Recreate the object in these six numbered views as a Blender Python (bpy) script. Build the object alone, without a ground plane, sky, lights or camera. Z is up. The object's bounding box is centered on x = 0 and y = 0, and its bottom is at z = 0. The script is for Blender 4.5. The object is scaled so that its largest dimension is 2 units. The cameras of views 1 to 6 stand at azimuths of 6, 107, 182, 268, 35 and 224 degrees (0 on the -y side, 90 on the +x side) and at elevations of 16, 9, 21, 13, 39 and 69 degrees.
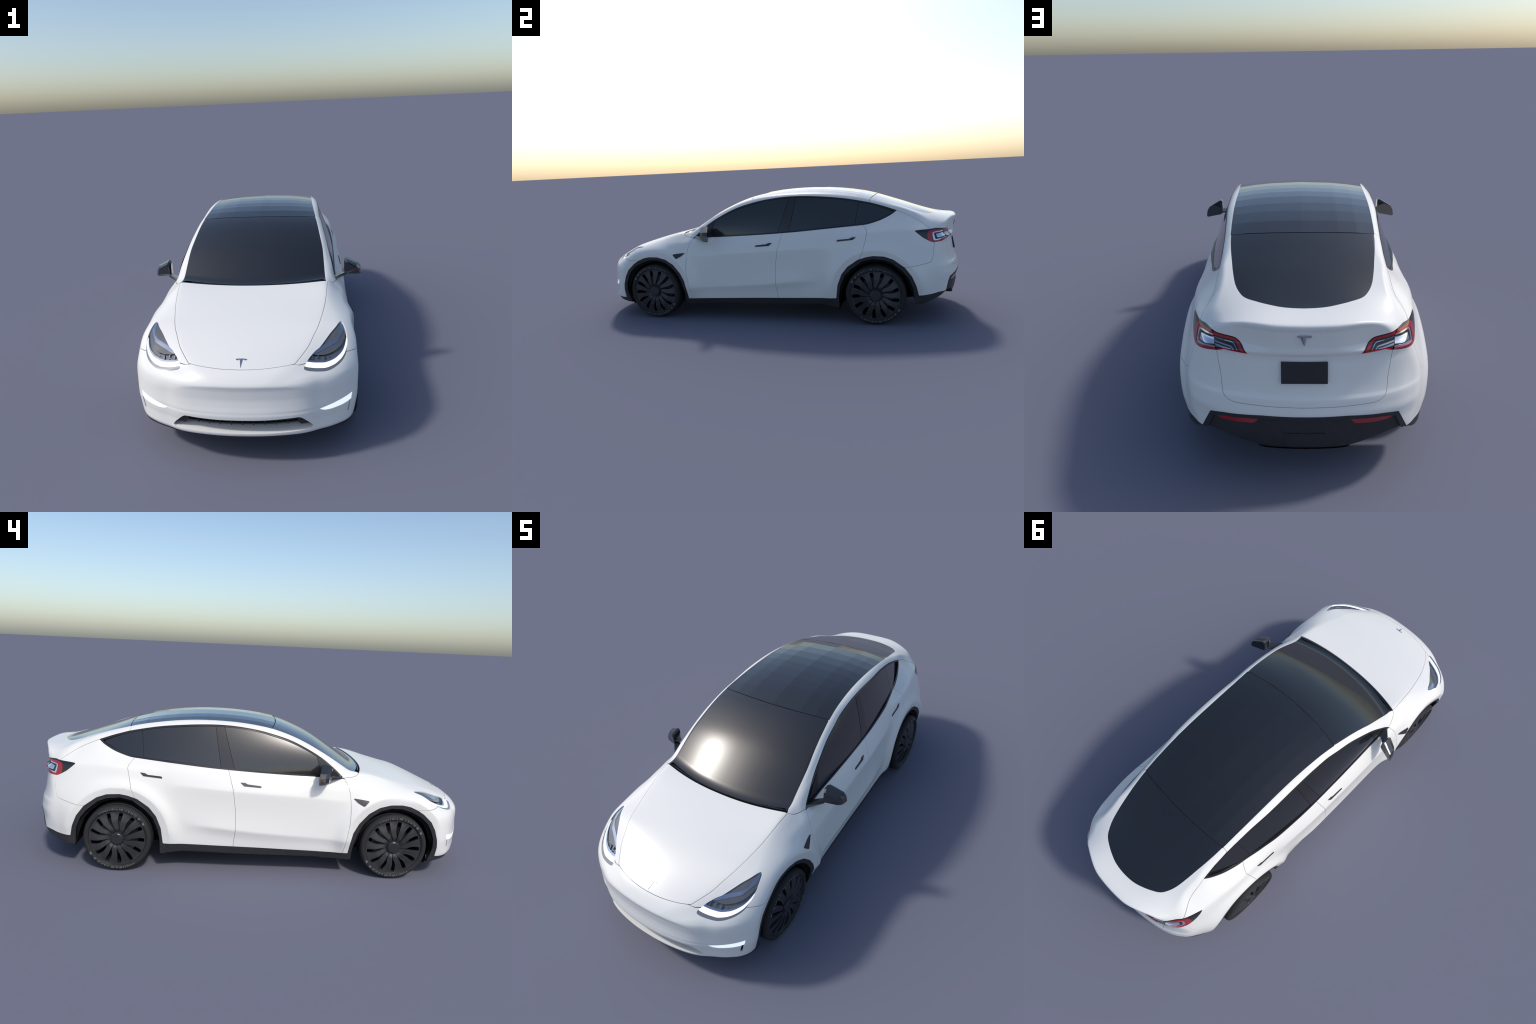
import math
import numpy as np

# ------------------------------------------------------------------ curves
def pchip_coef(xs, ys):
    xs = np.asarray(xs, float); ys = np.asarray(ys, float)
    h = np.diff(xs); d = np.diff(ys) / h
    m = np.zeros_like(ys)
    for i in range(1, len(xs) - 1):
        if d[i-1] * d[i] > 0:
            w1 = 2*h[i] + h[i-1]; w2 = h[i] + 2*h[i-1]
            m[i] = (w1 + w2) / (w1/d[i-1] + w2/d[i])
    m[0] = d[0]; m[-1] = d[-1]
    return xs, ys, m

def nat_coef(xs, ys):
    """natural cubic spline tangents"""
    xs = np.asarray(xs, float); ys = np.asarray(ys, float); n = len(xs)
    h = np.diff(xs); d = np.diff(ys) / h
    A = np.zeros((n, n)); r = np.zeros(n)
    A[0, 0] = 2; A[0, 1] = 1; r[0] = 3*d[0]
    A[-1, -1] = 2; A[-1, -2] = 1; r[-1] = 3*d[-1]
    for i in range(1, n-1):
        A[i, i-1] = h[i]; A[i, i] = 2*(h[i] + h[i-1]); A[i, i+1] = h[i-1]
        r[i] = 3*(h[i]*d[i-1] + h[i-1]*d[i])
    return xs, ys, np.linalg.solve(A, r)

class Line:
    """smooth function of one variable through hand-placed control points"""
    def __init__(self, pts, kind='pchip'):
        p = sorted(pts)
        self.c = (pchip_coef if kind == 'pchip' else nat_coef)([q[0] for q in p], [q[1] for q in p])
    def __call__(self, t):
        xs, ys, m = self.c
        t = np.asarray(t, float)
        i = np.clip(np.searchsorted(xs, t) - 1, 0, len(xs) - 2)
        h = xs[i+1] - xs[i]; u = (t - xs[i]) / h
        uc = np.clip(u, 0, 1)
        h00 = 2*uc**3 - 3*uc**2 + 1; h10 = uc**3 - 2*uc**2 + uc
        h01 = -2*uc**3 + 3*uc**2;    h11 = uc**3 - uc**2
        v = h00*ys[i] + h10*h*m[i] + h01*ys[i+1] + h11*h*m[i+1]
        v = v + np.where(u < 0, m[i]*h*u, 0) + np.where(u > 1, m[i+1]*h*(u-1), 0)
        return v

def smax(a, b, k):
    h = np.maximum(k - np.abs(a - b), 0) / k
    return np.maximum(a, b) + h*h*k*0.25

def sstep(t):
    t = np.clip(t, 0, 1)
    return t*t*(3 - 2*t)

# ------------------------------------------------------------------ the body surface
WHEEL_Y = (-0.629, 0.592)
WHEEL_Z = 0.150

# longitudinal feature lines of the flank: (y, half width x, height z), bottom to top
# underside edge
UNDERSIDE_EDGE = [(-1.0,.22,.078),(-.95,.295,.076),(-.92,.340,.074),(-.89,.360,.072),(-.86,.365,.070),(-.80,.368,.068),(-.43,.369,.066),(-.36,.362,.068),(.0,.360,.072),(.30,.360,.076),(.40,.369,.066),(.78,.364,.090),(.86,.350,.100),(.92,.322,.110),(1.0,.22,.110)]
# lower edge of the painted panels
PAINT_EDGE = [(-1.0,.22,.110),(-.95,.305,.110),(-.92,.348,.110),(-.89,.366,.109),(-.86,.371,.108),(-.82,.374,.108),(-.72,.379,.109),(-.43,.380,.112),(-.2,.374,.117),(.0,.371,.122),(.2,.371,.126),(.30,.373,.128),(.39,.379,.130),(.70,.374,.140),(.80,.361,.149),(.86,.347,.155),(.91,.313,.162),(.95,.28,.162),(1.0,.21,.162)]
# tuck under the lower crease
TUCK = [(-1.0,.215,.15),(-.95,.305,.15),(-.92,.349,.15),(-.89,.370,.145),(-.86,.376,.145),(-.82,.380,.14),(-.72,.383,.137),(-.45,.383,.142),(-.38,.380,.145),(-.2,.3755,.152),(.0,.3740,.163),(.15,.3725,.178),(.25,.3725,.188),(.33,.375,.192),(.39,.380,.19),(.70,.380,.19),(.75,.380,.19),(.815,.368,.19),(.86,.354,.19),(.90,.337,.195),(.93,.320,.195),(.96,.285,.195),(1.0,.215,.195)]
# lower crease of the doors
LOWER_CREASE = [(-1.0,.22,.19),(-.95,.305,.19),(-.92,.350,.19),(-.89,.373,.18),(-.86,.380,.18),(-.82,.384,.17),(-.72,.387,.165),(-.43,.392,.172),(-.36,.391,.176),(-.28,.388,.180),(.0,.3865,.197),(.15,.3855,.211),(.28,.380,.222),(.39,.382,.235),(.70,.386,.235),(.75,.386,.235),(.815,.374,.235),(.86,.358,.235),(.90,.342,.235),(.93,.325,.235),(.96,.290,.235),(1.0,.22,.235)]
# scoop between the creases
SCOOP = [(-1.0,.22,.25),(-.95,.305,.25),(-.92,.352,.25),(-.89,.374,.25),(-.86,.381,.25),(-.82,.384,.25),(-.72,.388,.26),(-.43,.389,.275),(-.36,.387,.278),(-.27,.383,.282),(-.2,.379,.285),(.0,.374,.29),(.2,.371,.30),(.30,.372,.31),(.42,.381,.32),(.70,.390,.30),(.75,.387,.30),(.815,.377,.30),(.86,.362,.30),(.90,.344,.30),(.93,.322,.30),(.96,.288,.30),(1.0,.22,.30)]
# character line through the doors
CHARACTER_LINE = [(-1.0,.21,.285),(-.95,.295,.285),(-.92,.340,.288),(-.89,.361,.292),(-.86,.368,.300),(-.82,.373,.315),(-.72,.383,.340),(-.55,.382,.350),(-.43,.3845,.352),(-.2,.3845,.365),(.0,.3825,.375),(.12,.381,.382),(.29,.375,.392),(.45,.369,.400),(.60,.367,.400),(.70,.361,.400),(.76,.349,.400),(.82,.333,.400),(.874,.316,.400),(.91,.297,.400),(.95,.262,.400),(1.0,.20,.400)]
# shoulder
SHOULDER = [(-1.0,.18,.305),(-.95,.265,.307),(-.92,.310,.312),(-.89,.340,.320),(-.86,.351,.334),(-.82,.355,.354),(-.78,.356,.376),(-.74,.357,.393),(-.66,.354,.406),(-.60,.357,.411),(-.54,.360,.415),(-.47,.366,.418),(-.3,.366,.423),(-.1,.364,.430),(.1,.362,.439),(.3,.359,.450),(.55,.353,.463),(.64,.348,.468),(.70,.340,.470),(.78,.326,.468),(.82,.316,.466),(.86,.303,.464),(.90,.283,.464),(.93,.263,.464),(.96,.235,.464),(1.0,.19,.464)]
# belt
BELT = [(-1.0,.07,.335),(-.95,.185,.337),(-.89,.288,.350),(-.82,.318,.384),(-.74,.315,.423),(-.66,.319,.436),(-.54,.325,.445),(-.46,.327,.447),(-.40,.329,.446),(-.18,.338,.450),(.0,.341,.458),(.175,.342,.469),(.35,.336,.484),(.44,.320,.491),(.53,.2975,.497),(.60,.285,.512),(.67,.2645,.540),(.70,.2575,.548),(.74,.2555,.540),(.786,.2545,.518),(.82,.2655,.503),(.86,.281,.487),(.90,.266,.486),(.95,.24,.486),(1.0,.20,.486)]
# top edge of the side windows / roof rail
WINDOW_HEAD = [(-1.0,.0,.45),(-.95,.10,.45),(-.89,.19,.47),(-.82,.23,.50),(-.74,.23,.53),(-.60,.25,.54),(-.50,.285,.53),(-.44,.306,.515),(-.40,.315,.505),(-.345,.318,.512),(-.286,.312,.540),(-.21,.302,.578),(-.143,.2925,.604),(-.068,.285,.625),(.0,.278,.638),(.085,.277,.649),(.16,.2765,.653),(.24,.275,.652),(.316,.273,.647),(.46,.265,.627),(.555,.2605,.608),(.64,.258,.585),(.70,.256,.571),(.76,.243,.560),(.82,.240,.548),(.90,.238,.530),(.95,.225,.525),(1.0,.20,.525)]
# fictive top, keeps the flank leaning inward
FICTIVE_TOP = [(-1.0,-.1,.60),(-.80,.10,.65),(-.50,.20,.66),(-.40,.245,.63),(-.286,.255,.64),(-.143,.240,.69),(.0,.225,.72),(.16,.218,.735),(.316,.216,.73),(.46,.21,.71),(.555,.205,.69),(.70,.19,.66),(.82,.17,.64),(1.0,.15,.62)]
FLANK = [UNDERSIDE_EDGE, PAINT_EDGE, TUCK, LOWER_CREASE, SCOOP, CHARACTER_LINE, SHOULDER, BELT, WINDOW_HEAD, FICTIVE_TOP]
FX = [Line([(p[0], p[1]) for p in L]) for L in FLANK]
FZ = [Line([(p[0], p[2]) for p in L]) for L in FLANK]

_yt = np.linspace(-1.1, 1.1, 1101)
_kx = np.stack([f(_yt) for f in FX], 1)
_kz = np.stack([f(_yt) for f in FZ], 1)
# light smoothing along the car so that no control point shows in the reflections
_ker = np.exp(-0.5*(np.arange(-8, 9)/4.0)**2); _ker /= _ker.sum()
def _smooth(T):
    P = np.pad(T, ((8, 8), (0, 0)), 'edge')
    return np.stack([np.convolve(P[:, j], _ker, 'valid') for j in range(T.shape[1])], 1)
_kx = _smooth(_kx); _kz = _smooth(_kz)
# rounding of the flank at each line: (y, radius) - small where the panel has a crease
ROUND = [Line(p) for p in (
 [(-1,.004),(1,.004)],
 [(-1,.02),(-.5,.015),(.45,.015),(1,.03)],
 [(-1,.03),(-.5,.03),(-.3,.025),(.2,.025),(.4,.04),(1,.04)],
 [(-1,.05),(-.50,.03),(-.40,.007),(.10,.006),(.24,.010),(.34,.05),(1,.06)],
 [(-1,.06),(-.5,.06),(0,.09),(.3,.09),(1,.07)],
 [(-1,.05),(-.52,.040),(-.42,.012),(-.30,.006),(.25,.006),(.34,.012),(.42,.05),(1,.06)],
 [(-1,.02),(-.74,.016),(-.55,.014),(-.40,.020),(-.2,.035),(.2,.035),(.45,.018),(.60,.010),(.80,.010),(1,.02)],
 [(-1,.03),(-.45,.02),(.5,.02),(.7,.03),(1,.04)],
 [(-1,.03),(1,.03)],
 [(-1,.02),(1,.02)])]
_kr = np.stack([f(_yt) for f in ROUND], 1)

WIN_BULGE = Line([(-.42,.0),(-.36,.003),(-.27,.009),(-.17,.012),(-.07,.010),(.05,.005),(.2,.0015),(.5,.0),(.6,.0)])
def flank_x(y, z):
    t = np.clip((y + 1.1)/2.2*1100, 0, 1099.999)
    i = t.astype(int); f = (t - i)[:, None]
    zk = _kz[i]*(1-f) + _kz[i+1]*f
    xk = _kx[i]*(1-f) + _kx[i+1]*f
    rk = _kr[i]*(1-f) + _kr[i+1]*f
    sl = np.diff(xk, axis=1)/np.maximum(np.diff(zk, axis=1), .004)
    v = xk[:, 0] + sl[:, 0]*(z - zk[:, 0])
    for k in range(1, sl.shape[1]):
        d = z - zk[:, k]
        v += (sl[:, k] - sl[:, k-1])*0.5*(d + np.sqrt(d*d + rk[:, k]**2))
    u = (z - zk[:, 7])/np.maximum(zk[:, 8] - zk[:, 7], .01)
    # barrel curve of the front side glass
    uc = np.clip(u, 0, 1)
    v += WIN_BULGE(y)*4*uc*(1 - uc)
    # wheel arch flares
    for wy, amp in ((WHEEL_Y[0], .0185), (WHEEL_Y[1], .0145)):
        r = np.hypot(y - wy, z - WHEEL_Z)
        out = amp*np.exp(-((r-.226)/.038)**2)
        inn = amp - .30*(.226 - r)
        b = np.where(r > .226, out, np.maximum(inn, .002))
        v += b*sstep((z-.08)/.12)*sstep((.46-z)/.08)
    return v

HOOD_C = Line([(-1.02,.270),(-1.0,.288),(-.985,.304),(-.97,.318),(-.95,.3305),(-.916,.3465),(-.88,.3615),(-.847,.375),(-.80,.3925),(-.759,.4055),(-.69,.4235),(-.62,.4395),(-.56,.4525),(-.507,.4625),(-.44,.470),(-.30,.478)], 'nat')
HOOD_S = Line([(-1.02,.05),(-1.0,.08),(-.95,.140),(-.916,.177),(-.88,.201),(-.847,.221),(-.803,.239),(-.759,.256),(-.69,.271),(-.62,.284),(-.56,.291),(-.466,.299),(-.3,.31)])
HOOD_D = Line([(-1.0,.004),(-.95,.006),(-.916,.0095),(-.847,.0085),(-.759,.0055),(-.69,.008),(-.62,.007),(-.56,.003),(-.5,.0),(-.3,.0)])
HOOD_F = Line([(-1.0,.25),(-.95,.30),(-.916,.36),(-.85,.33),(-.80,.24),(-.74,.17),(-.66,.26),(-.62,.34),(-.54,.50),(-.47,.60),(-.3,.6)])
ROOF_C = Line([(-.62,.376),(-.55,.420),(-.4965,.4545),(-.44,.4905),(-.37,.5345),(-.328,.5600),(-.286,.5835),(-.231,.609),(-.176,.6305),(-.135,.644),(-.099,.6535),(-.067,.6608),(-.02,.669),(.05,.6775),(.15,.6835),(.24,.684),(.33,.679),(.45,.664),(.54,.6455),(.60,.6275),(.68,.6005),(.75,.5775),(.815,.5555),(.87,.5380),(.905,.5295),(.945,.5250),(.972,.5225),(.99,.519),(1.02,.512)], 'nat')
ROOF_D = Line([(-.6,.022),(-.5,.022),(-.44,.022),(-.286,.021),(-.231,.020),(-.176,.0185),(-.06,.0165),(.06,.018),(.24,.019),(.4,.019),(.555,.0175),(.7,.013),(.78,.018),(.85,.030),(.9,.040),(.95,.050),(1.0,.055)])

def top_z(x, y):
    hs = HOOD_S(y); q = x/hs
    e = x - hs; sp = 0.5*(e + np.sqrt(e*e + .012**2)) - 0.5*(-hs + np.sqrt(hs*hs + .012**2))
    hood = HOOD_C(y) - HOOD_D(y)*np.minimum(q, 1.0)**2 - HOOD_F(y)*sp - np.maximum(y + .36, 0)
    roof = ROOF_C(y) - ROOF_D(y)*(x/.25)**(2.2 + 1.8*sstep((y-.76)/.14))
    return -smax(-smax(hood, roof, .010), np.full_like(hood, -9.), .01), hood, roof

NOSE_Y = Line([(.05,-.945),(.07,-.970),(.09,-.984),(.105,-.990),(.121,-.997),(.15,-.997),(.170,-.999),(.185,-1.0),(.200,-.9965),(.220,-.9900),(.245,-.9855),(.270,-.9860),(.295,-.9915),(.33,-.997),(.45,-1.0)])
NOSE_D = Line([(-.05,.0012),(0,0),(.05,.0012),(.1,.0055),(.15,.0135),(.19,.0230),(.225,.0365),(.255,.0525),(.29,.0700),(.32,.0890),(.35,.1125),(.38,.1450),(.41,.19),(.45,.27)], 'nat')
TAIL_Y = Line([(.05,.93),(.085,.955),(.105,.970),(.12,.978),(.17,.990),(.228,.998),(.245,1.0),(.27,.996),(.292,.992),(.305,.986),(.34,.977),(.38,.9705),(.403,.9675),(.415,.9685),(.428,.9740),(.445,.9760),(.49,.9805),(.55,.985)])
TAIL_D = Line([(-.05,.0015),(0,0),(.05,.0015),(.1,.006),(.153,.014),(.2,.024),(.24,.037),(.28,.056),(.312,.079),(.345,.112),(.38,.175),(.43,.30)], 'nat')
LIP_Y = Line([(.43,0),(.47,.0),(.485,.0010),(.497,.0020),(.507,.0060),(.515,.0080),(.53,.009),(.6,.009)])

SILL_Z = Line([(-1.0,.100),(-.95,.098),(-.88,.092),(-.83,.084),(-.80,.079),(-.45,.0715),(-.31,.075),(.0,.082),(.31,.089),(.365,.081),(.408,.067),(.5,.067),(.70,.090),(.78,.105),(.80,.105),(.90,.136),(.95,.140)])
def bottom_z(x, y):
    edge = SILL_Z(y)
    mid = np.where(y > .6, .112, .124)
    return edge + (mid - edge)*sstep((.338 - x)/.05)*np.where(y < -.75, 0.0, 1.0) + np.where(y > .6, .050*sstep((x-.09)/.19)*sstep((.335 - x)/.05)*sstep((y-.80)/.08), 0)

def field(P):
    """implicit body: negative inside, zero on the skin"""
    x = np.abs(P[:, 0]); y = P[:, 1]; z = P[:, 2]
    s = x - flank_x(y, z)
    tz = top_z(x, y)[0]
    t = (z - tz)*.92
    kt = .020 + .016*sstep((.62-z)/.2) - .012*sstep((y-.62)/.1)*sstep((.90-y)/.05)
    f = smax(s, t, kt)
    ny = NOSE_Y(z); und = np.maximum(-1.0 - ny, ny + 1.0)*sstep((z-.19)/.01)*sstep((.31-z)/.02)
    nose = ny - und*(.35 + .35*sstep((x-.05)/.24)) + NOSE_D(x) - y
    f = np.where(y < -.6, smax(f, nose, .007 + .022*sstep((x - .14)/.12)), f)
    fade = np.clip(1 - (x/.25)**2.5, 0, 1)
    tail = y - (TAIL_Y(z) - TAIL_D(x)*(1 - .12*sstep((.215 - z)/.06)) + LIP_Y(np.maximum(z, .43))*fade - .003*sstep((z-.43)/.02) - .015*sstep((x-.07)/.13)*sstep((z-.428)/.02))
    kr = .010 + .030*sstep((x - .215)/.06)*sstep((z - .43)/.05)
    f = np.where(y > .6, smax(f, tail, kr), f)
    f = smax(f, bottom_z(x, y) - z, .008)
    return f

def grad(P, e=6e-4):
    G = np.zeros_like(P)
    for a in range(3):
        D = np.zeros(3); D[a] = e
        G[:, a] = field(P + D) - field(P - D)
    G /= np.linalg.norm(G, axis=1)[:, None] + 1e-12
    return G

def snap(P, N=None, it=4):
    """pull points onto the skin along the field gradient"""
    P = P.copy()
    for _ in range(it):
        e = 4e-4; f = field(P); G = np.zeros_like(P)
        for a in range(3):
            D = np.zeros(3); D[a] = e
            G[:, a] = (field(P + D) - field(P - D))/(2*e)
        P -= (f/np.maximum((G*G).sum(1), .2))[:, None]*G
    return P

AX0, AX1, AZ = -.70, .70, .270
def shell(nt=330, nm=330, ne=120):
    """half of the body as a dense grid, cast from a spine inside the car"""
    th = np.linspace(0, math.pi, nt)
    # denser at the sides of the roof
    rows = []
    for u in np.linspace(0, 1, ne, endpoint=False):
        rows.append((AX0, -math.cos(u*math.pi/2)))
    ym = np.linspace(AX0, AX1, nm)
    for yv in ym: rows.append((yv, 0.0))
    for u in np.linspace(0, 1, ne+1)[1:]:
        rows.append((AX1, math.sin(u*math.pi/2)))
    rows = np.array(rows); nr = len(rows)
    cy = np.sqrt(1 - rows[:, 1]**2)
    O = np.zeros((nr, nt, 3)); D = np.zeros((nr, nt, 3))
    O[:, :, 1] = rows[:, 0][:, None]; O[:, :, 2] = AZ
    D[:, :, 0] = cy[:, None]*np.sin(th)[None]
    D[:, :, 2] = -cy[:, None]*np.cos(th)[None]
    D[:, :, 1] = rows[:, 1][:, None]
    O = O.reshape(-1, 3); D = D.reshape(-1, 3)
    lo = np.zeros(len(O)); hi = np.full(len(O), .9)
    for _ in range(15):
        mid = (lo + hi)/2
        ins = field(O + D*mid[:, None]) < 0
        lo = np.where(ins, mid, lo); hi = np.where(ins, hi, mid)
    V = O + D*((lo+hi)/2)[:, None]
    V = V.reshape(nr, nt, 3)
    V[:, 0, 0] = 0; V[:, -1, 0] = 0
    idx = np.arange(nr*nt).reshape(nr, nt)
    a, b, c, d = idx[:-1, :-1], idx[1:, :-1], idx[1:, 1:], idx[:-1, 1:]
    T = np.concatenate([np.stack([a, b, c], -1).reshape(-1, 3), np.stack([a, c, d], -1).reshape(-1, 3)])
    V = V.reshape(-1, 3)
    ar = np.linalg.norm(np.cross(V[T[:, 1]]-V[T[:, 0]], V[T[:, 2]]-V[T[:, 0]]), axis=1)
    return V, T[ar > 1e-12]

# ------------------------------------------------------------------ outlines
def catmull(pts, n=8, closed=False):
    P = np.array(pts, float); out = []
    m = len(P)
    rng = range(m if closed else m-1)
    for i in rng:
        p1, p2 = P[i], P[(i+1) % m]
        p0 = P[(i-1) % m] if (closed or i > 0) else 2*p1 - p2
        p3 = P[(i+2) % m] if (closed or i < m-2) else 2*p2 - p1
        for t in np.arange(n)/n:
            out.append(.5*((2*p1) + (p2-p0)*t + (2*p0-5*p1+4*p2-p3)*t*t + (3*p1-p0-3*p2+p3)*t**3))
    if not closed: out.append(P[-1])
    return np.array(out)

def sdf(poly, A, B):
    """signed distance of points (A,B) to a closed polygon, negative inside"""
    P = np.array(poly, float); Q = np.roll(P, -1, 0)
    d2 = np.full(len(A), 1e9); ins = np.zeros(len(A), bool)
    for (ax, ay), (bx, by) in zip(P, Q):
        ex, ey = bx-ax, by-ay; L = ex*ex + ey*ey
        if L < 1e-14: continue
        wx, wy = A-ax, B-ay
        t = np.clip((wx*ex + wy*ey)/L, 0, 1)
        d2 = np.minimum(d2, (wx-ex*t)**2 + (wy-ey*t)**2)
        c = ((ay > B) != (by > B))
        if ey != 0: ins ^= c & (A < ex*(B-ay)/ey + ax)
    d = np.sqrt(d2)
    return np.where(ins, -d, d)

def polydist(poly, A, B):
    P = np.array(poly, float); d2 = np.full(len(A), 1e9)
    for (ax, ay), (bx, by) in zip(P[:-1], P[1:]):
        ex, ey = bx-ax, by-ay; L = ex*ex + ey*ey + 1e-15
        t = np.clip(((A-ax)*ex + (B-ay)*ey)/L, 0, 1)
        d2 = np.minimum(d2, (A-ax-ex*t)**2 + (B-ay-ey*t)**2)
    return np.sqrt(d2)

# --- seen from the side (y, z)
WIN_LOW = catmull([(-.398,.4415),(-.30,.4455),(-.18,.4500),(.0,.4580),(.175,.4690),(.35,.4835),(.44,.4900),(.53,.4965),(.558,.5012),(.586,.509),(.616,.519),(.643,.531),(.67,.5455),(.693,.563)])
WIN_TOP = catmull([(.693,.563),(.63,.585),(.555,.607),(.46,.6265),(.39,.637),(.316,.6445),(.24,.6495),(.16,.651),(.085,.647),(.0,.636),(-.068,.622),(-.143,.601),(-.21,.573),(-.286,.532),(-.345,.489),(-.398,.4415)])
WINDOWS = np.concatenate([WIN_LOW[:-1], WIN_TOP[:-1]])
ARCH_F_OUT = [(-.428,.02),(-.428,.111),(-.433,.167),(-.442,.212),(-.465,.256),(-.506,.302),(-.553,.330),(-.603,.342),(-.655,.343),(-.689,.337),(-.724,.322),(-.751,.305),(-.788,.271),(-.808,.235),(-.822,.190),(-.827,.155),(-.825,.108),(-.812,.02)]
ARCH_F_IN = [(-.446,.02),(-.444,.120),(-.450,.171),(-.460,.205),(-.481,.248),(-.516,.286),(-.558,.314),(-.605,.327),(-.653,.326),(-.700,.312),(-.742,.291),(-.774,.261),(-.792,.230),(-.805,.195),(-.809,.153),(-.803,.119),(-.794,.091),(-.780,.02)]
ARCH_R_OUT = [(.394,.02),(.394,.130),(.403,.201),(.424,.256),(.455,.295),(.506,.330),(.547,.343),(.581,.349),(.637,.346),(.680,.331),(.735,.292),(.769,.247),(.790,.198),(.801,.149),(.804,.02)]
ARCH_R_IN = [(.408,.02),(.408,.141),(.416,.193),(.437,.246),(.472,.283),(.527,.322),(.580,.334),(.638,.328),(.676,.313),(.725,.273),(.754,.236),(.774,.186),(.781,.117),(.783,.02)]
DOOR_A = catmull([(-.397,.442),(-.411,.414),(-.4175,.392),(-.4225,.363),(-.425,.317),(-.424,.271),(-.420,.231),(-.405,.114),(-.396,.04)])
DOOR_B = catmull([(.090,.04),(.084,.132),(.0765,.216),(.079,.286),(.0855,.341),(.091,.383)])
DOOR_B = np.concatenate([DOOR_B, [(.102,.420),(.116,.4675),(.116,.52)]])
DOOR_C = np.concatenate([[(.530,.52),(.530,.4955)], catmull([(.530,.4955),(.546,.474),(.5505,.460),(.548,.446),(.536,.394),(.528,.363),(.516,.333),(.48,.20),(.45,.04)])])
FRONT_DOOR = np.concatenate([DOOR_A, DOOR_B, [(-.30,.52),(-.36,.455)]])
REAR_DOOR = np.concatenate([DOOR_B[::-1][:0], DOOR_B[::-1], [(.10,.03)], DOOR_C[::-1]])
FENDER = np.concatenate([[(-.397,.4465),(-.425,.4475),(-.445,.4505),(-.458,.457),(-.466,.464),(-.474,.60),(-1.2,.60),(-1.2,.0),(-.39,.0)], DOOR_A[::-1]])
NOSE_SIDE = [(-.700,.317),(-.726,.3225),(-.760,.3255),(-.790,.328),(-.825,.3345),(-.870,.334),(-.9165,.331),(-.93,.345),(-1.2,.345),(-1.2,.0),(-.700,.0)]
TAIL_SIDE = [(.70,.287),(.736,.292),(.80,.302),(.842,.309),(.858,.316),(.8645,.330),(.868,.350),(.874,.403),(.88,.44),(1.2,.44),(1.2,.0),(.70,.0)]
HATCH_SIDE = np.concatenate([[(.556,.80),(.556,.607),(.63,.585)], catmull([(.693,.563),(.725,.549),(.756,.5355),(.786,.5195),(.812,.5035),(.836,.487),(.858,.470)]), [(.88,.45),(1.2,.45),(1.2,.80)]])
LAMP_R_SIDE = [(.779,.466),(.80,.4685),(.858,.471),(.90,.476),(1.2,.50),(1.2,.30),(.92,.395),(.874,.403),(.85,.4135),(.82,.431),(.80,.4475)]
# --- seen from behind (x, z)
HATCH_BACK = [(-.05,.2725),(.083,.2728),(.162,.2742),(.194,.2755),(.212,.281),(.223,.290),(.2285,.303),(.2315,.345),(.239,.393),(.242,.417),(.252,.468),(.27,.70),(-.05,.70)]
LAMP_R_BACK = np.concatenate([catmull([(.153,.420),(.170,.445),(.181,.4575),(.193,.463),(.222,.4665),(.251,.470),(.277,.4735)]), [(.60,.49),(.60,.37),(.317,.4065),(.298,.408),(.266,.4125),(.242,.417),(.219,.428)]])
VALANCE = [(-.05,.2455),(.118,.2450),(.228,.2370),(.2665,.2300),(.2965,.1640),(.33,.0),(-.05,.0)]
VALANCE_IN = [(-.05,.2335),(.118,.2330),(.225,.2255),(.2570,.2180),(.2840,.1560),(.31,.0),(-.05,.0)]
TOW_PANEL = [(-.05,.180),(.058,.180),(.0535,.123),(-.05,.123)]
REFLECTOR = [(.128,.2275),(.185,.2268),(.229,.2222),(.2555,.2150),(.236,.2085),(.193,.2070),(.143,.2110)]
# --- seen from the front (x, z)
LAMP_F = catmull([(.338,.3955),(.346,.390),(.352,.379),(.355,.366),(.354,.353),(.3515,.343),(.349,.333),(.341,.3235),(.325,.3145),(.301,.3075),(.279,.3055),(.256,.308),(.233,.312),(.2115,.3175),(.206,.3235),(.216,.335),(.230,.345),(.245,.3530),(.258,.3575),(.269,.364),(.283,.3735),(.300,.3845),(.318,.393),(.330,.3965)], 5, True)
LAMP_F_LOW = Line([(.20,.322),(.2115,.3175),(.233,.312),(.256,.308),(.279,.3055),(.301,.3075),(.325,.3145),(.341,.3235),(.349,.333),(.355,.345)])
FOG = [(.3665,.2085),(.3625,.1845),(.330,.1795),(.290,.1785),(.272,.1805),(.254,.1890)]
SLIT = [(.3640,.2060),(.3615,.1830),(.3545,.1430),(.3480,.1460),(.3560,.1830)]
INTAKE = np.concatenate([[(-.05,.1745),(.079,.1745)], catmull([(.180,.1768),(.190,.1758),(.201,.169),(.213,.1570),(.228,.142),(.236,.129),(.228,.1255)],5), [(.20,.1252),(.1,.1240),(-.05,.1235)]])
LAMP_F_CHROME = [(.337,.400),(.3475,.3835),(.331,.3725),(.321,.3625),(.296,.3565),(.257,.3490),(.236,.3470),(.236,.3540),(.270,.3610),(.311,.3695),(.3275,.3765),(.3345,.400)]
LAMP_R_TOP = catmull([(.153,.420),(.170,.445),(.181,.4575),(.193,.463),(.222,.4665),(.251,.470),(.277,.4735)])
LAMP_R_LOW = [(.150,.420),(.219,.428),(.242,.417),(.247,.416)]
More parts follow.
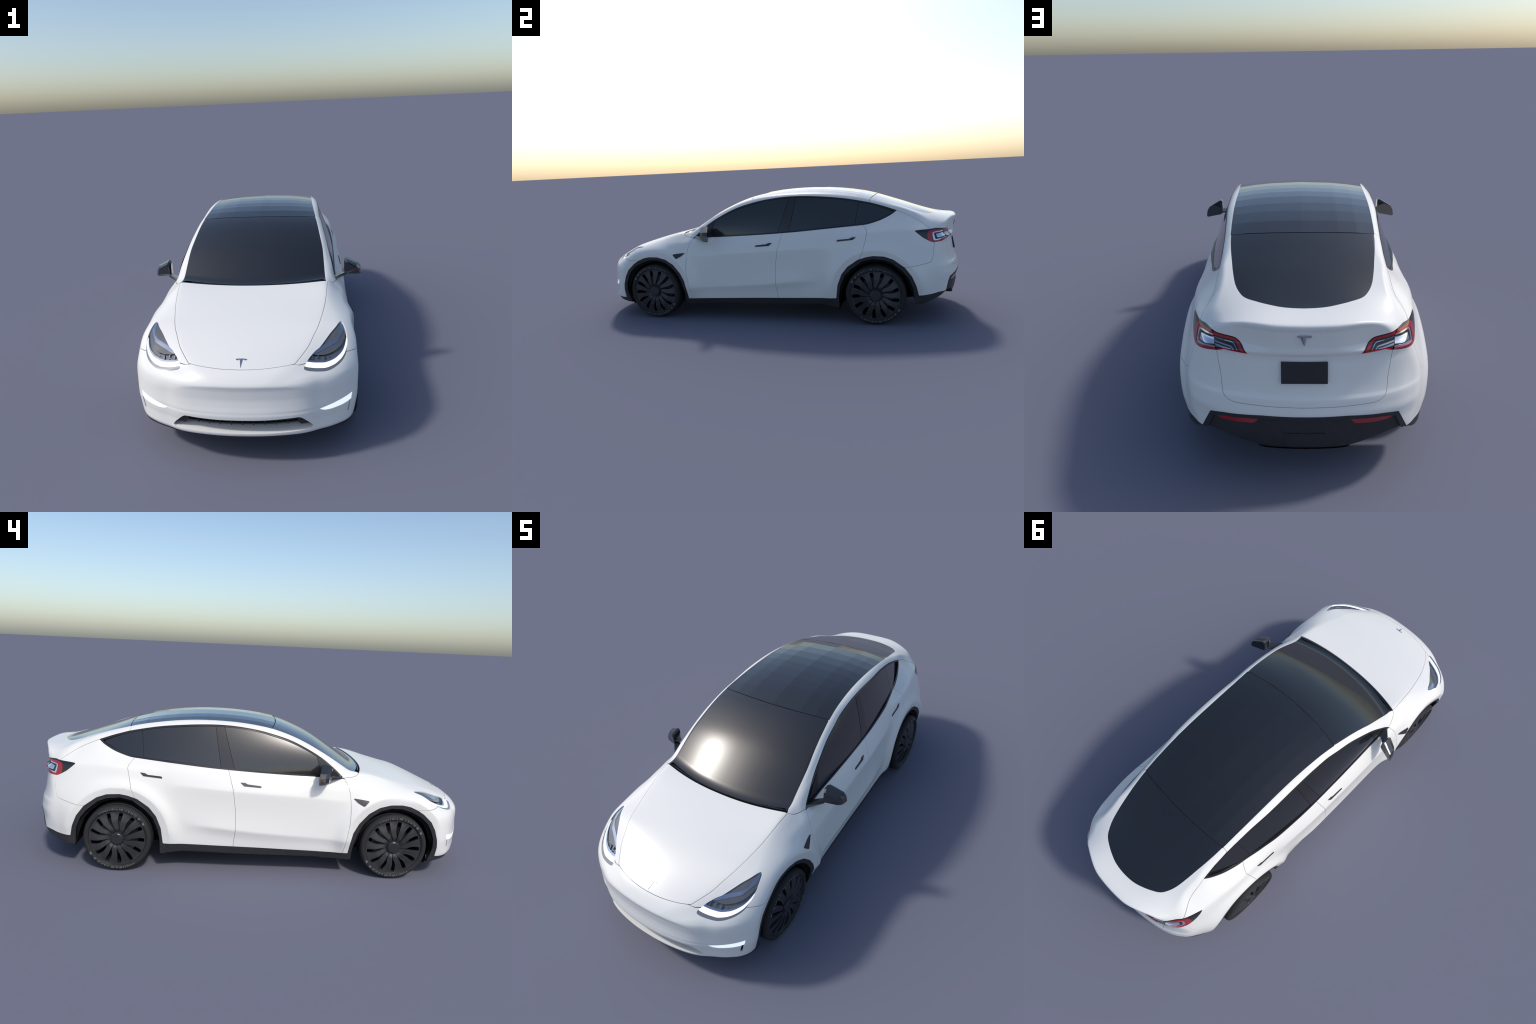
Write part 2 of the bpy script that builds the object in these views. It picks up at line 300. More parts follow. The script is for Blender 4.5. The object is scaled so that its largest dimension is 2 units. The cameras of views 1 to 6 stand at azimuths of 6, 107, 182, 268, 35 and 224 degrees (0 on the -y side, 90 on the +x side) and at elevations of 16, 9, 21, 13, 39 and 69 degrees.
RING_OUT = catmull([(.235,.4615),(.262,.4655),(.290,.4665),(.3045,.4625),(.3115,.452),(.3165,.435),(.3195,.418),(.3175,.409),(.311,.4050),(.298,.4050),(.266,.4085),(.235,.413)], 4, True)
RING_IN = catmull([(.225,.4590),(.262,.4585),(.290,.4570),(.3000,.4530),(.3045,.440),(.3085,.419),(.3065,.4155),(.292,.4185),(.262,.4240),(.225,.4310)], 4, True)
HANDLE_F = [(.062,.4165),(.041,.4160),(.030,.4100),(-.027,.4045),(-.0305,.4015),(-.0285,.3975),(.045,.4020)]
HANDLE_R = [(.497,.4425),(.474,.4395),(.465,.4335),(.404,.4285),(.4005,.4250),(.4015,.4200),(.482,.4275)]
REPEATER = [(-.4345,.3665),(-.5035,.3590),(-.5020,.3560),(-.4835,.3370),(-.4785,.3370),(-.4550,.3490)]
# --- seen from above (x, y)
GLASS_EDGE = catmull([(.292,-.462),(.2915,-.435),(.2895,-.39),(.2875,-.33),(.285,-.286),(.2778,-.231),(.2712,-.176),(.265,-.118),(.2580,-.06),(.2520,.0),(.2480,.06),(.2450,.121),(.2430,.183),(.2420,.243),(.2395,.39),(.2330,.555),(.2262,.63),(.2165,.696),(.2095,.74),(.1985,.79),(.183,.826),(.163,.852),(.127,.873),(.093,.8875),(.062,.8975),(.030,.9025),(.0,.904)])
HOOD_FRONT = catmull([(.299,-.466),(.2955,-.51),(.291,-.56),(.284,-.62),(.2715,-.69),(.2555,-.759),(.239,-.803),(.221,-.847),(.201,-.88),(.177,-.916)])
HOOD_NOSE = catmull([(.177,-.916),(.142,-.9295),(.106,-.939),(.071,-.9455),(.036,-.9492),(.0,-.9505)])
def hood_rear(x): return -.507 + .041*(np.abs(x)/.299)**2.2
def glass_low(x): return -.4965 + .050*(np.abs(x)/.29)**2.2
def roof_front(x): return -.0985 + .0280*(np.abs(x)/.258)**2
def roof_rear(x): return .5730 - .0140*(np.abs(x)/.233)**2
_hx = np.linspace(0, .299, 24)
HOOD = np.concatenate([[(-.05, -.507)], np.c_[_hx, hood_rear(_hx)][:-1], HOOD_FRONT[:-1], HOOD_NOSE, [(-.05,-.9505)]])
_gx = np.linspace(0, .292, 24)
SCREEN = np.concatenate([[(-.05, roof_front(0))], [(x, roof_front(x)) for x in np.linspace(0, .2576, 12)], GLASS_EDGE[(GLASS_EDGE[:, 1] < -.0715)][::-1], np.c_[_gx, glass_low(_gx)][::-1][1:], [(-.05, glass_low(0))]])
ROOF = np.concatenate([[(-.05, roof_front(0))], [(x, roof_front(x)) for x in np.linspace(0, .2586, 12)], GLASS_EDGE[(GLASS_EDGE[:, 1] > -.0695) & (GLASS_EDGE[:, 1] < .557)], [(x, roof_rear(x)) for x in np.linspace(.233, 0, 12)], [(-.05, roof_rear(0))]])
BACKLIGHT = np.concatenate([[(-.05, roof_rear(0))], [(x, roof_rear(x)) for x in np.linspace(0, .2328, 12)], GLASS_EDGE[GLASS_EDGE[:, 1] > .561], [(-.05,.904)]])
COWL = np.concatenate([[(-.05, glass_low(0)+.004)], [(x, glass_low(x)+.004) for x in np.linspace(0, .2905, 20)], [(.2985,-.466)], np.c_[_hx, hood_rear(_hx)][::-1][1:], [(-.05,-.507)]])

# ------------------------------------------------------------------ cutting the skin
class Skin:
    def __init__(self, V, T):
        self.V, self.T = V, T
        self.L = np.zeros(len(T), int)
        self.names = ['side_panel']
    def lab(self, n):
        if n not in self.names: self.names.append(n)
        return self.names.index(n)
    def cut(self, fn, level=0.0):
        V, T = self.V, self.T
        f = fn(V) - level
        f = np.where(np.abs(f) < 1.5e-5, 1.5e-5, f)
        s = f > 0
        st = s[T]; n = st.sum(1)
        mix = (n == 1) | (n == 2)
        if not mix.any(): return
        M = T[mix]; sm = st[mix]; LM = self.L[mix]
        lone = np.where(sm.sum(1) == 1, sm.argmax(1), (~sm).argmax(1))
        r = np.arange(len(M))
        a, b, c = M[r, lone], M[r, (lone+1) % 3], M[r, (lone+2) % 3]
        E = np.concatenate([np.stack([a, b], 1), np.stack([a, c], 1)])
        Es = np.sort(E, 1)
        U, inv = np.unique(Es, axis=0, return_inverse=True)
        inv = inv.reshape(-1)
        t = f[U[:, 0]]/(f[U[:, 0]] - f[U[:, 1]])
        NV = V[U[:, 0]] + (V[U[:, 1]] - V[U[:, 0]])*t[:, None]
        base = len(V)
        ab = base + inv[:len(a)]; ac = base + inv[len(a):]
        self.V = np.concatenate([V, NV])
        self.T = np.concatenate([T[~mix], np.stack([a, ab, ac], 1), np.stack([ab, b, c], 1), np.stack([ab, c, ac], 1)])
        self.L = np.concatenate([self.L[~mix], LM, LM, LM])
    def face(self, fn):
        return fn(self.V)[self.T].mean(1)
    def cen(self):
        return self.V[self.T].mean(1)
    def region(self, name, fn, gap=0.0, over=None, limit=None):
        """everything inside fn<0 becomes part `name`; a strip of half width `gap` becomes the joint"""
        if gap:
            self.cut(fn, gap); self.cut(fn, -gap)
        else:
            self.cut(fn)
        f = self.face(fn)
        ok = np.ones(len(f), bool)
        if over is not None: ok &= np.isin(self.L, [self.lab(o) for o in over])
        if limit is not None: ok &= limit(self.cen())
        if gap: self.L[ok & (np.abs(f) <= gap)] = self.lab('joint')
        self.L[ok & (f < -gap)] = self.lab(name)
    def drop(self, fn, limit):
        self.cut(fn)
        f = self.face(fn)
        self.L[(f < 0) & limit(self.cen())] = self.lab('_void')

def side(poly, xmin=.20, y0=-2, y1=2):
    return lambda V: np.where((V[:, 0] > xmin) & (V[:, 1] > y0) & (V[:, 1] < y1), sdf(poly, V[:, 1], V[:, 2]), 1.0)
def plan(poly, zmin=.30):
    return lambda V: np.where(V[:, 2] > zmin, sdf(poly, V[:, 0], V[:, 1]), 1.0)
def front(poly, ymax=-.70):
    return lambda V: np.where(V[:, 1] < ymax, sdf(poly, V[:, 0], V[:, 2]), 1.0)
def back(poly, ymin=.80):
    return lambda V: np.where(V[:, 1] > ymin, sdf(poly, V[:, 0], V[:, 2]), 1.0)

GAP = .0007
def build_skin():
    V, T = shell()
    K = Skin(V, T)
    PAINT = ['side_panel', 'fender', 'front_bumper', 'rear_bumper', 'hood', 'tailgate', 'front_door', 'rear_door', 'joint']
    K.region('fender', side(FENDER, .0), GAP)
    K.region('front_bumper', side(NOSE_SIDE, -1), GAP)
    K.region('front_door', side(FRONT_DOOR), GAP, limit=lambda C: C[:, 2] < .52)
    K.region('rear_door', side(REAR_DOOR), GAP, limit=lambda C: C[:, 2] < .52)
    K.region('rear_bumper', side(TAIL_SIDE, -1), GAP)
    fs, fb = side(HATCH_SIDE, -1), back(HATCH_BACK, .85)
    K.region('tailgate', lambda V: np.minimum(fs(V), fb(V)), GAP)
    K.region('hood', plan(HOOD), GAP, limit=lambda C: C[:, 2] > .30)
    # glass on top
    K.region('cowl_panel', plan(COWL, .40))
    K.region('windshield', plan(SCREEN, .40))
    K.region('roof_glass', plan(ROOF, .55), .0016)
    K.region('rear_window', plan(BACKLIGHT, .40))
    K.region('roof_seal', lambda V: np.where(V[:, 2] > .55, np.minimum(np.abs(V[:, 1] - roof_front(V[:, 0])), np.abs(V[:, 1] - roof_rear(V[:, 0]))) - .0015 + np.maximum(V[:, 0] - .233, 0)*9, 1.0), over=['windshield', 'roof_glass', 'rear_window', 'joint'])
    # side glass
    w = side(WINDOWS, .15)
    K.region('window_trim', w)
    K.region('_glass', lambda V: w(V) + .0075, over=['window_trim'])
    ln = lambda p, q: (lambda V: ((V[:, 1]-p[0])*(q[1]-p[1]) - (V[:, 2]-p[1])*(q[0]-p[0]))/math.hypot(q[0]-p[0], q[1]-p[1]))
    gl = lambda f: (lambda V: np.where((V[:, 2] > .43) & (V[:, 2] < .66) & (V[:, 0] > .25) & (V[:, 1] > -.42) & (V[:, 1] < .72), f(V), 1.0))
    l1, l2 = ln((.089,.469), (.139,.638)), ln((.148,.472), (.179,.645))
    l3, l4 = ln((.488,.497), (.503,.610)), ln((-.296,.445), (-.271,.534))
    K.region('quarter_window', gl(lambda V: -l3(V)), over=['_glass'])
    K.region('mirror_triangle', gl(l4), over=['_glass'])
    K.region('front_window', gl(l1), over=['_glass'])
    K.region('rear_door_window', gl(lambda V: -l2(V)), over=['_glass'])
    K.L[K.L == K.lab('_glass')] = K.lab('pillar_trim')
    for l in (l1, l2, l3, l4):
        K.cut(gl(l), .0009); K.cut(gl(l), -.0009)
        f = np.abs(K.face(gl(l)))
        K.L[(f < .0009) & np.isin(K.L, [K.lab(n) for n in ('quarter_window','mirror_triangle','front_window','rear_door_window','pillar_trim')])] = K.lab('window_joint')
    # lamps
    K.region('headlight', front(LAMP_F))
    # tail lamps wrap round the corner
    ls, lb = side(LAMP_R_SIDE, .10, .70), back(LAMP_R_BACK, .70)
    K.region('taillight', lambda V: np.where(V[:, 1] > .70, np.maximum(ls(V), lb(V)), 1.0))
    # dark cladding
    zb = FZ[1]
    low = lambda V: V[:, 2] - np.where(V[:, 1] < -.6, .1085 + .004*sstep((.30-V[:, 0])/.2), zb(V[:, 1]))
    K.region('front_lip', low, limit=lambda C: C[:, 1] < -.6)
    K.region('sill_trim', low, limit=lambda C: (C[:, 1] > -.6) & (C[:, 1] < .6))
    K.region('rear_trim', low, limit=lambda C: (C[:, 1] > .6))
    K.region('rear_valance', back(VALANCE, .86))
    K.region('valance_panel', back(VALANCE_IN, .86), over=['rear_valance'])
    K.region('tow_cover', back(TOW_PANEL, .86), over=['valance_panel'])
    K.region('rear_reflector', back(REFLECTOR, .86), over=['valance_panel'])
    # front openings
    K.region('fog_lamp', front(FOG, -.80), over=['front_bumper', 'joint'])
    K.region('air_slit', front(SLIT, -.80), over=['front_bumper', 'joint'])
    K.region('intake', front(INTAKE, -.80), over=['front_bumper', 'front_lip', 'joint'])
    # flush handles and side repeaters
    K.region('door_handle', side(HANDLE_F, .30), over=['front_door'])
    K.region('door_handle', side(HANDLE_R, .30), over=['rear_door'])
    K.region('side_camera', side(REPEATER, .30), over=['fender'])
    # inside the head lamps, bands counted upward from the lower rim
    hh = lambda V: np.where((V[:, 1] < -.70) & (V[:, 0] > .19), V[:, 2] - LAMP_F_LOW(V[:, 0]), 9.)
    K.region('lamp_row', lambda V: hh(V) - .0355, over=['headlight'])
    K.region('lamp_lip', lambda V: hh(V) - .024, over=['lamp_row'])
    K.region('daylight_strip', lambda V: hh(V) - .019, over=['lamp_lip'])
    K.region('lamp_bezel', lambda V: hh(V) - .0075, over=['daylight_strip'])
    K.region('lamp_chrome', front(LAMP_F_CHROME), over=['headlight', 'lamp_row'])
    for dx in (.2335, .2535, .2735, .2935, .3160):
        K.region('lamp_chrome', lambda V: np.where((V[:, 1] < -.70) & (V[:, 2] > .30), np.abs(V[:, 0] - dx) - .0011, 9.), over=['lamp_row'])
    # inside the tail lamps
    bk = lambda f: (lambda V: np.where((V[:, 1] > .70) & (V[:, 0] > .14) & (V[:, 2] > .39) & (V[:, 2] < .50), f(V), 9.))
    spl = lambda V: V[:, 0] - (.2425 + (V[:, 2] - .417)*.185)
    dtop = lambda V: polydist(LAMP_R_TOP, V[:, 0], V[:, 2])
    dlow = lambda V: polydist(LAMP_R_LOW, V[:, 0], V[:, 2])
    K.region('inner_lamp', bk(spl), over=['taillight'])
    K.region('red_band', bk(lambda V: np.maximum(.0042 - dtop(V), dtop(V) - .0125)), over=['inner_lamp'])
    for a, b in ((.0175, .0200), (.0260, .0290), (.0315, .0355)):
        K.region('lamp_slat', bk(lambda V: np.maximum(np.maximum(a - dtop(V), dtop(V) - b), .175 - V[:, 0])), over=['inner_lamp'])
    K.region('red_rim', bk(lambda V: dlow(V) - .0028), over=['inner_lamp', 'red_band', 'lamp_slat'])
    ring = lambda p: bk(lambda V: sdf(p, V[:, 0], V[:, 2]))
    K.region('red_ring', ring(RING_OUT), over=['taillight'])
    K.region('ring_reflector', ring(RING_IN), over=['red_ring'])
    rin = ring(RING_IN)
    K.region('ring_slot', lambda V: rin(V) + .0045, over=['ring_reflector'])
    K.region('reverse_lamp', lambda V: rin(V) + .0105, over=['ring_slot'])
    K.region('lamp_split', bk(lambda V: np.abs(spl(V)) - .0014), over=['taillight', 'inner_lamp', 'red_band', 'lamp_slat', 'red_rim', 'red_ring', 'ring_reflector', 'ring_slot', 'reverse_lamp'])
    # wheel arches
    for o, i in ((ARCH_F_OUT, ARCH_F_IN), (ARCH_R_OUT, ARCH_R_IN)):
        K.region('wheel_arch_trim', side(o, .25))
        K.drop(side(i, .20), lambda C: C[:, 0] > .20)
    # underside
    low2 = lambda C: (C[:, 2] < .118)
    N = np.cross(K.V[K.T[:, 1]] - K.V[K.T[:, 0]], K.V[K.T[:, 2]] - K.V[K.T[:, 0]])
    N /= np.linalg.norm(N, axis=1)[:, None] + 1e-12
    und = (N[:, 2] < -.8) & low2(K.cen()) & (K.L != K.lab('_void'))
    K.L[und] = K.lab('underbody')
    return K

# ------------------------------------------------------------------ Blender side
import bpy, bmesh
from mathutils import Matrix, Vector

def new_mat(name, base, rough=.5, metal=0., spec=.5, glow=None, coat=0., coat_rough=.03, ior=1.5, grain=None, bump=None, alpha=None, trans=0.):
    m = bpy.data.materials.new(name); m.use_nodes = True
    nt = m.node_tree; b = nt.nodes['Principled BSDF']
    b.inputs['Base Color'].default_value = (*base, 1)
    b.inputs['Roughness'].default_value = rough
    b.inputs['Metallic'].default_value = metal
    b.inputs['Specular IOR Level'].default_value = spec
    b.inputs['IOR'].default_value = ior
    b.inputs['Coat Weight'].default_value = coat
    b.inputs['Coat Roughness'].default_value = coat_rough
    b.inputs['Transmission Weight'].default_value = trans
    if glow:
        b.inputs['Emission Color'].default_value = (*glow[0], 1); b.inputs['Emission Strength'].default_value = glow[1]
    tc = nt.nodes.new('ShaderNodeTexCoord')
    if grain:
        sc, amt = grain
        nz = nt.nodes.new('ShaderNodeTexNoise'); nz.inputs['Scale'].default_value = sc; nz.inputs['Detail'].default_value = 3
        nt.links.new(tc.outputs['Object'], nz.inputs['Vector'])
        cr = nt.nodes.new('ShaderNodeValToRGB')
        cr.color_ramp.elements[0].position = .3; cr.color_ramp.elements[1].position = .7
        cr.color_ramp.elements[0].color = (*[c*(1-amt) for c in base], 1)
        cr.color_ramp.elements[1].color = (*[min(1, c*(1+amt)) for c in base], 1)
        nt.links.new(nz.outputs['Fac'], cr.inputs['Fac'])
        nt.links.new(cr.outputs['Color'], b.inputs['Base Color'])
    if bump:
        sc, st = bump
        nz = nt.nodes.new('ShaderNodeTexNoise'); nz.inputs['Scale'].default_value = sc; nz.inputs['Detail'].default_value = 2
        nt.links.new(tc.outputs['Object'], nz.inputs['Vector'])
        bp = nt.nodes.new('ShaderNodeBump'); bp.inputs['Strength'].default_value = st; bp.inputs['Distance'].default_value = .0006
        nt.links.new(nz.outputs['Fac'], bp.inputs['Height'])
        nt.links.new(bp.outputs['Normal'], b.inputs['Normal'])
    return m

M = {}
def materials():
    M['paint'] = new_mat('white_paint', (.80,.79,.755), .24, 0, .5, grain=(4.0, .006))
    M['glass'] = new_mat('tinted_glass', (.010,.011,.013), .26, 0, .45, coat=1., coat_rough=.0)
    M['pillar'] = new_mat('gloss_black', (.014,.013,.013), .22, 0, .5, coat=.6, coat_rough=.02)
    M['trim'] = new_mat('satin_black_trim', (.018,.018,.020), .25, 0, .5, grain=(30., .1))
    M['plastic'] = new_mat('dark_plastic', (.028,.028,.031), .55, 0, .4, grain=(60., .12), bump=(900., .12))
    M['void'] = new_mat('black_liner', (.008,.008,.009), .9, 0, .2, grain=(25., .2))
    M['joint'] = new_mat('joint_shadow', (.02,.02,.021), .8, 0, .2)
    M['chrome'] = new_mat('dark_chrome', (.42,.44,.50), .18, 1., .5)
    M['silver'] = new_mat('bright_reflector', (.75,.78,.86), .16, .85, .5, grain=(120., .06))
    M['lampdark'] = new_mat('smoked_lamp', (.10,.105,.115), .22, .0, .5, coat=.8, coat_rough=.01)
    M['lampmid'] = new_mat('lamp_bezel', (.20,.21,.235), .30, .3, .5, coat=.6, coat_rough=.02)
    M['lampchrome'] = new_mat('lamp_chrome', (.36,.41,.52), .14, .9, .5, coat=.5, coat_rough=.01)
    M['drl'] = new_mat('daylight_strip', (.90,.93,.98), .12, .0, .6, coat=1., coat_rough=.01, glow=((.86,.92,1.0), .75))
    M['red'] = new_mat('red_lens', (.36,.006,.012), .18, 0, .5, coat=.8, coat_rough=.02, grain=(40., .06))
    M['redlow'] = new_mat('red_lens_rim', (.42,.005,.008), .25, 0, .5)
    M['lampblack'] = new_mat('black_lens', (.012,.012,.013), .12, 0, .5, coat=.6, coat_rough=.01)
    M['plate'] = new_mat('plate_board', (.022,.022,.026), .45, 0, .4)
    M['badge'] = new_mat('badge_metal', (.33,.35,.42), .25, .8, .5)
    M['badge2'] = new_mat('badge_satin', (.36,.36,.41), .45, .2, .5)
    M['tyre'] = new_mat('tyre_rubber', (.022,.022,.023), .75, 0, .35, grain=(80., .12), bump=(700., .15))
    M['letter'] = new_mat('tyre_lettering', (.16,.16,.165), .7, 0, .3)
    M['rim'] = new_mat('wheel_cover_black', (.030,.030,.034), .42, 0, .5, grain=(50., .06))
    M['hub'] = new_mat('hub_cap_black', (.022,.023,.028), .32, 0, .5)
    M['disc'] = new_mat('brake_metal', (.11,.11,.115), .45, .7, .5, grain=(70., .15))
    M['mirrorcap'] = new_mat('gloss_cap', (.022,.025,.030), .10, 0, .5, coat=.7, coat_rough=.01)
    M['mirror'] = new_mat('mirror_glass', (.06,.06,.065), .04, .4, .5)
    M['handle'] = new_mat('handle_black', (.030,.030,.033), .38, 0, .5)

ROOT = None
def add_mesh(name, V, F, mat, parent=None, normals=None, smooth=True, kind=None):
    """V (n,3) array, F list/array of faces"""
    me = bpy.data.meshes.new(name)
    V = np.asarray(V, float)
    if isinstance(F, np.ndarray) and F.ndim == 2 and F.shape[1] == 3:
        me.vertices.add(len(V)); me.vertices.foreach_set('co', V.astype(np.float32).ravel())
        me.loops.add(F.size); me.loops.foreach_set('vertex_index', F.astype(np.int32).ravel())
        me.polygons.add(len(F)); me.polygons.foreach_set('loop_start', np.arange(0, F.size, 3, dtype=np.int32))
        me.update(calc_edges=True); me.validate()
    else:
        me.from_pydata([tuple(v) for v in V], [], [tuple(int(i) for i in f) for f in F]); me.update()
    me.polygons.foreach_set('use_smooth', [smooth]*len(me.polygons))
    if normals is not None and len(me.vertices) == len(V):
        me.normals_split_custom_set_from_vertices([tuple(n) for n in normals])
    me.materials.append(mat)
    ob = bpy.data.objects.new(name, me)
    bpy.context.scene.collection.objects.link(ob)
    ob.parent = parent if parent is not None else ROOT
    if kind: ob['kind'] = kind
    return ob

def compact(V, T, N):
    u, inv = np.unique(T.ravel(), return_inverse=True)
    return V[u], inv.reshape(T.shape), N[u]

def mirrored(V, T, N):
    """half + its mirror image, welded on the middle plane"""
    mid = np.abs(V[:, 0]) < 1e-6
    V2 = V*[-1, 1, 1]; N2 = N*[-1, 1, 1]
    idx = np.where(mid, np.arange(len(V)), np.cumsum(~mid) - 1 + len(V))
    T2 = idx[T][:, ::-1]
    N = N.copy(); N[mid, 0] = 0; N /= np.linalg.norm(N, axis=1)[:, None] + 1e-12
    return np.concatenate([V, V2[~mid]]), np.concatenate([T, T2]), np.concatenate([N, N2[~mid]])

def skirt(V, T, N, depth, dirs=None):
    """turn the open border of a sheet into an edge of real thickness"""
    E = np.concatenate([T[:, [0, 1]], T[:, [1, 2]], T[:, [2, 0]]])
    Es = np.sort(E, 1)
    key = Es[:, 0].astype(np.int64)*len(V) + Es[:, 1]
    u, first, cnt = np.unique(key, return_index=True, return_counts=True)
    B = E[first[cnt == 1]]
    if len(B) == 0: return V, T, N
    vs = np.unique(B)
    a, b = B[:, 0], B[:, 1]
    t = V[b] - V[a]
    on = np.cross(t, N[a]); on /= np.linalg.norm(on, axis=1)[:, None] + 1e-12
    acc = np.zeros_like(V); np.add.at(acc, a, on); np.add.at(acc, b, on)
    acc /= np.linalg.norm(acc, axis=1)[:, None] + 1e-12
    pos = np.full(len(V), -1); pos[vs] = np.arange(len(vs))
    n0 = len(V); n1 = n0 + len(vs)
    D = -N[vs]*depth if dirs is None else np.asarray(dirs)*depth
    V2 = np.concatenate([V, V[vs], V[vs] + D])
    N2 = np.concatenate([N, acc[vs], acc[vs]])
    A0, B0 = n0 + pos[a], n0 + pos[b]; A1, B1 = n1 + pos[a], n1 + pos[b]
    S = np.concatenate([np.stack([A0, A1, B1], 1), np.stack([A0, B1, B0], 1)])
    return V2, np.concatenate([T, S]), N2

def split_parts(K, G):
    """one object per panel; side panels come as a left and a right one"""
    CENTRE = dict(front_bumper=('paint', 0, .006), rear_bumper=('paint', 0, .006), hood=('paint', 0, .008), tailgate=('paint', 0, .006),
        windshield=('glass', -.0015, .0), rear_window=('glass', -.0010, 0.), cowl_panel=('void', -.008, 0.),
        front_lip=('plastic', .0, .01), rear_valance=('plastic', .0015, .016), valance_panel=('plastic', -.004, 0.),
        tow_cover=('plastic', -.0015, .006), underbody=('void', 0., 0.), roof_seal=('joint', -.003, 0.), joint=('joint', -.0035, 0.))
    SIDE = dict(side_panel=('paint', 0, .006), fender=('paint', 0, .006), front_door=('paint', 0, .006), rear_door=('paint', 0, .006),
        window_trim=('trim', .0003, .012), front_window=('glass', -.0025, 0.), rear_door_window=('glass', -.0025, 0.), quarter_window=('glass', -.0025, 0.),
        mirror_triangle=('trim', -.002, 0.), pillar_trim=('pillar', -.0018, 0.), window_joint=('joint', -.004, 0.),
        sill_trim=('plastic', .001, .01), rear_trim=('plastic', .0005, .01), wheel_arch_trim=('plastic', .0015, .030),
        rear_reflector=('red', -.003, .003), air_slit=('void', -.012, 0.))
    out = {}
    # the side panes share one smooth curved sheet, fitted to the skin
    GL = ['front_window', 'rear_door_window', 'quarter_window', 'pillar_trim', 'mirror_triangle', 'window_joint']
    ids = np.unique(K.T[np.isin(K.L, [K.lab(n) for n in GL])])
    terms = lambda y, z: np.stack([y**a*(z-.55)**b for a in range(5) for b in range(3) if a + 1.4*b <= 4.9], 1)
    W = K.V[ids]; coef = np.linalg.lstsq(terms(W[:, 1], W[:, 2]), W[:, 0], rcond=None)[0]
    def sheet(y, z): return terms(y, z) @ coef
    def pane(V):
        e = 1e-4; x = sheet(V[:, 1], V[:, 2])
        dy = (sheet(V[:, 1]+e, V[:, 2]) - sheet(V[:, 1]-e, V[:, 2]))/(2*e); dz = (sheet(V[:, 1], V[:, 2]+e) - sheet(V[:, 1], V[:, 2]-e))/(2*e)
        n = np.stack([np.ones_like(x), -dy, -dz], 1); n /= np.linalg.norm(n, axis=1)[:, None]
        return np.c_[x, V[:, 1:]], n
    print('pane fit', np.abs(sheet(W[:, 1], W[:, 2]) - W[:, 0]).max())
    for name, (mat, off, dep) in {**CENTRE, **SIDE}.items():
        m = K.L == K.lab(name)
        if not m.any(): continue
        V, T, N = compact(K.V, K.T[m], G)
        if name in CENTRE:
            V, T, N = mirrored(V, T, N)
            P = V + N*off
            if dep: P, T, N = skirt(P, T, N, dep)
            out[name] = add_mesh(name, P, T, M[mat], normals=N, kind='stuff' if name == 'joint' else None)
        else:
            if name in GL: V, N = pane(V)
            P = V + N*off
            if dep: P, T, N = skirt(P, T, N, dep)
            groups = [np.ones(len(T), bool)]
            if name == 'wheel_arch_trim':
                yc = P[T].mean(1)[:, 1]; groups = [yc < 0, yc > 0]
            for g in groups:
                p, t, n = compact(P, T[g], N)
                add_mesh(name, p, t, M[mat], normals=n)
                add_mesh(name, p*[-1, 1, 1], t[:, ::-1], M[mat], normals=n*[-1, 1, 1])
    return out

# ------------------------------------------------------------------ lamps, openings
def lamp_group(K, G, parent_label, parent_name, parent_mat, parent_off, subs):
    for sgn in (1, -1):
        def mk(name, label, mat, off, dep, par):
            m = K.L == K.lab(label)
            if not m.any(): return None
            V, T, N = compact(K.V, K.T[m], G)
            P = V + N*off
            if dep: P, T, N = skirt(P, T, N, dep)
            if sgn < 0: P, T, N = P*[-1, 1, 1], T[:, ::-1], N*[-1, 1, 1]
            return add_mesh(name, P, T, M[mat], parent=par, normals=N)
        par = mk(parent_name, parent_label, parent_mat, parent_off, .0, None)
        for name, label, mat, off, dep in subs:
            mk(name, label, mat, off, dep, par)

def lamps(K, G):
    lamp_group(K, G, 'headlight', 'headlight', 'lampdark', -.004, [
        ('lamp_bezel', 'lamp_bezel', 'lampmid', -.0005, .004), ('daylight_strip', 'daylight_strip', 'drl', -.002, .006),
        ('lamp_ledge', 'lamp_lip', 'lampchrome', -.005, .004), ('projector_row', 'lamp_row', 'lampdark', -.009, .0),
        ('lamp_reflector', 'lamp_chrome', 'lampchrome', -.003, .006)])
    lamp_group(K, G, 'taillight', 'taillight', 'lampblack', -.0005, [
        ('inner_lamp', 'inner_lamp', 'lampblack', -.002, 0), ('red_band', 'red_band', 'red', -.0005, .003),
        ('lamp_slat', 'lamp_slat', 'chrome', -.0012, .002), ('red_rim', 'red_rim', 'redlow', .0005, .003),
        ('red_ring', 'red_ring', 'red', .0, .003), ('ring_reflector', 'ring_reflector', 'silver', -.002, .003),
        ('ring_slot', 'ring_slot', 'lampblack', -.005, 0.), ('reversing_lamp', 'reverse_lamp', 'silver', -.003, .004),
        ('lamp_joint', 'lamp_split', 'void', -.003, 0.)])
    lamp_group(K, G, 'fog_lamp', 'fog_lamp', 'drl', -.0015, [])
    for lab, name, mat, off, dep in (('door_handle', 'door_handle', 'handle', .0022, .004), ('side_camera', 'side_camera', 'handle', .0035, .006)):
        m = K.L == K.lab(lab)
        V, T, N = compact(K.V, K.T[m], G)
        for g in ((V[T].mean(1)[:, 1] < .25), (V[T].mean(1)[:, 1] >= .25)):
            if not g.any(): continue
            v, t, n = compact(V, T[g], N)
            p, t, n = skirt(v + n*off, t, n, dep)
            add_mesh(name, p, t, M[mat], normals=n)
            add_mesh(name, p*[-1, 1, 1], t[:, ::-1], M[mat], normals=n*[-1, 1, 1])

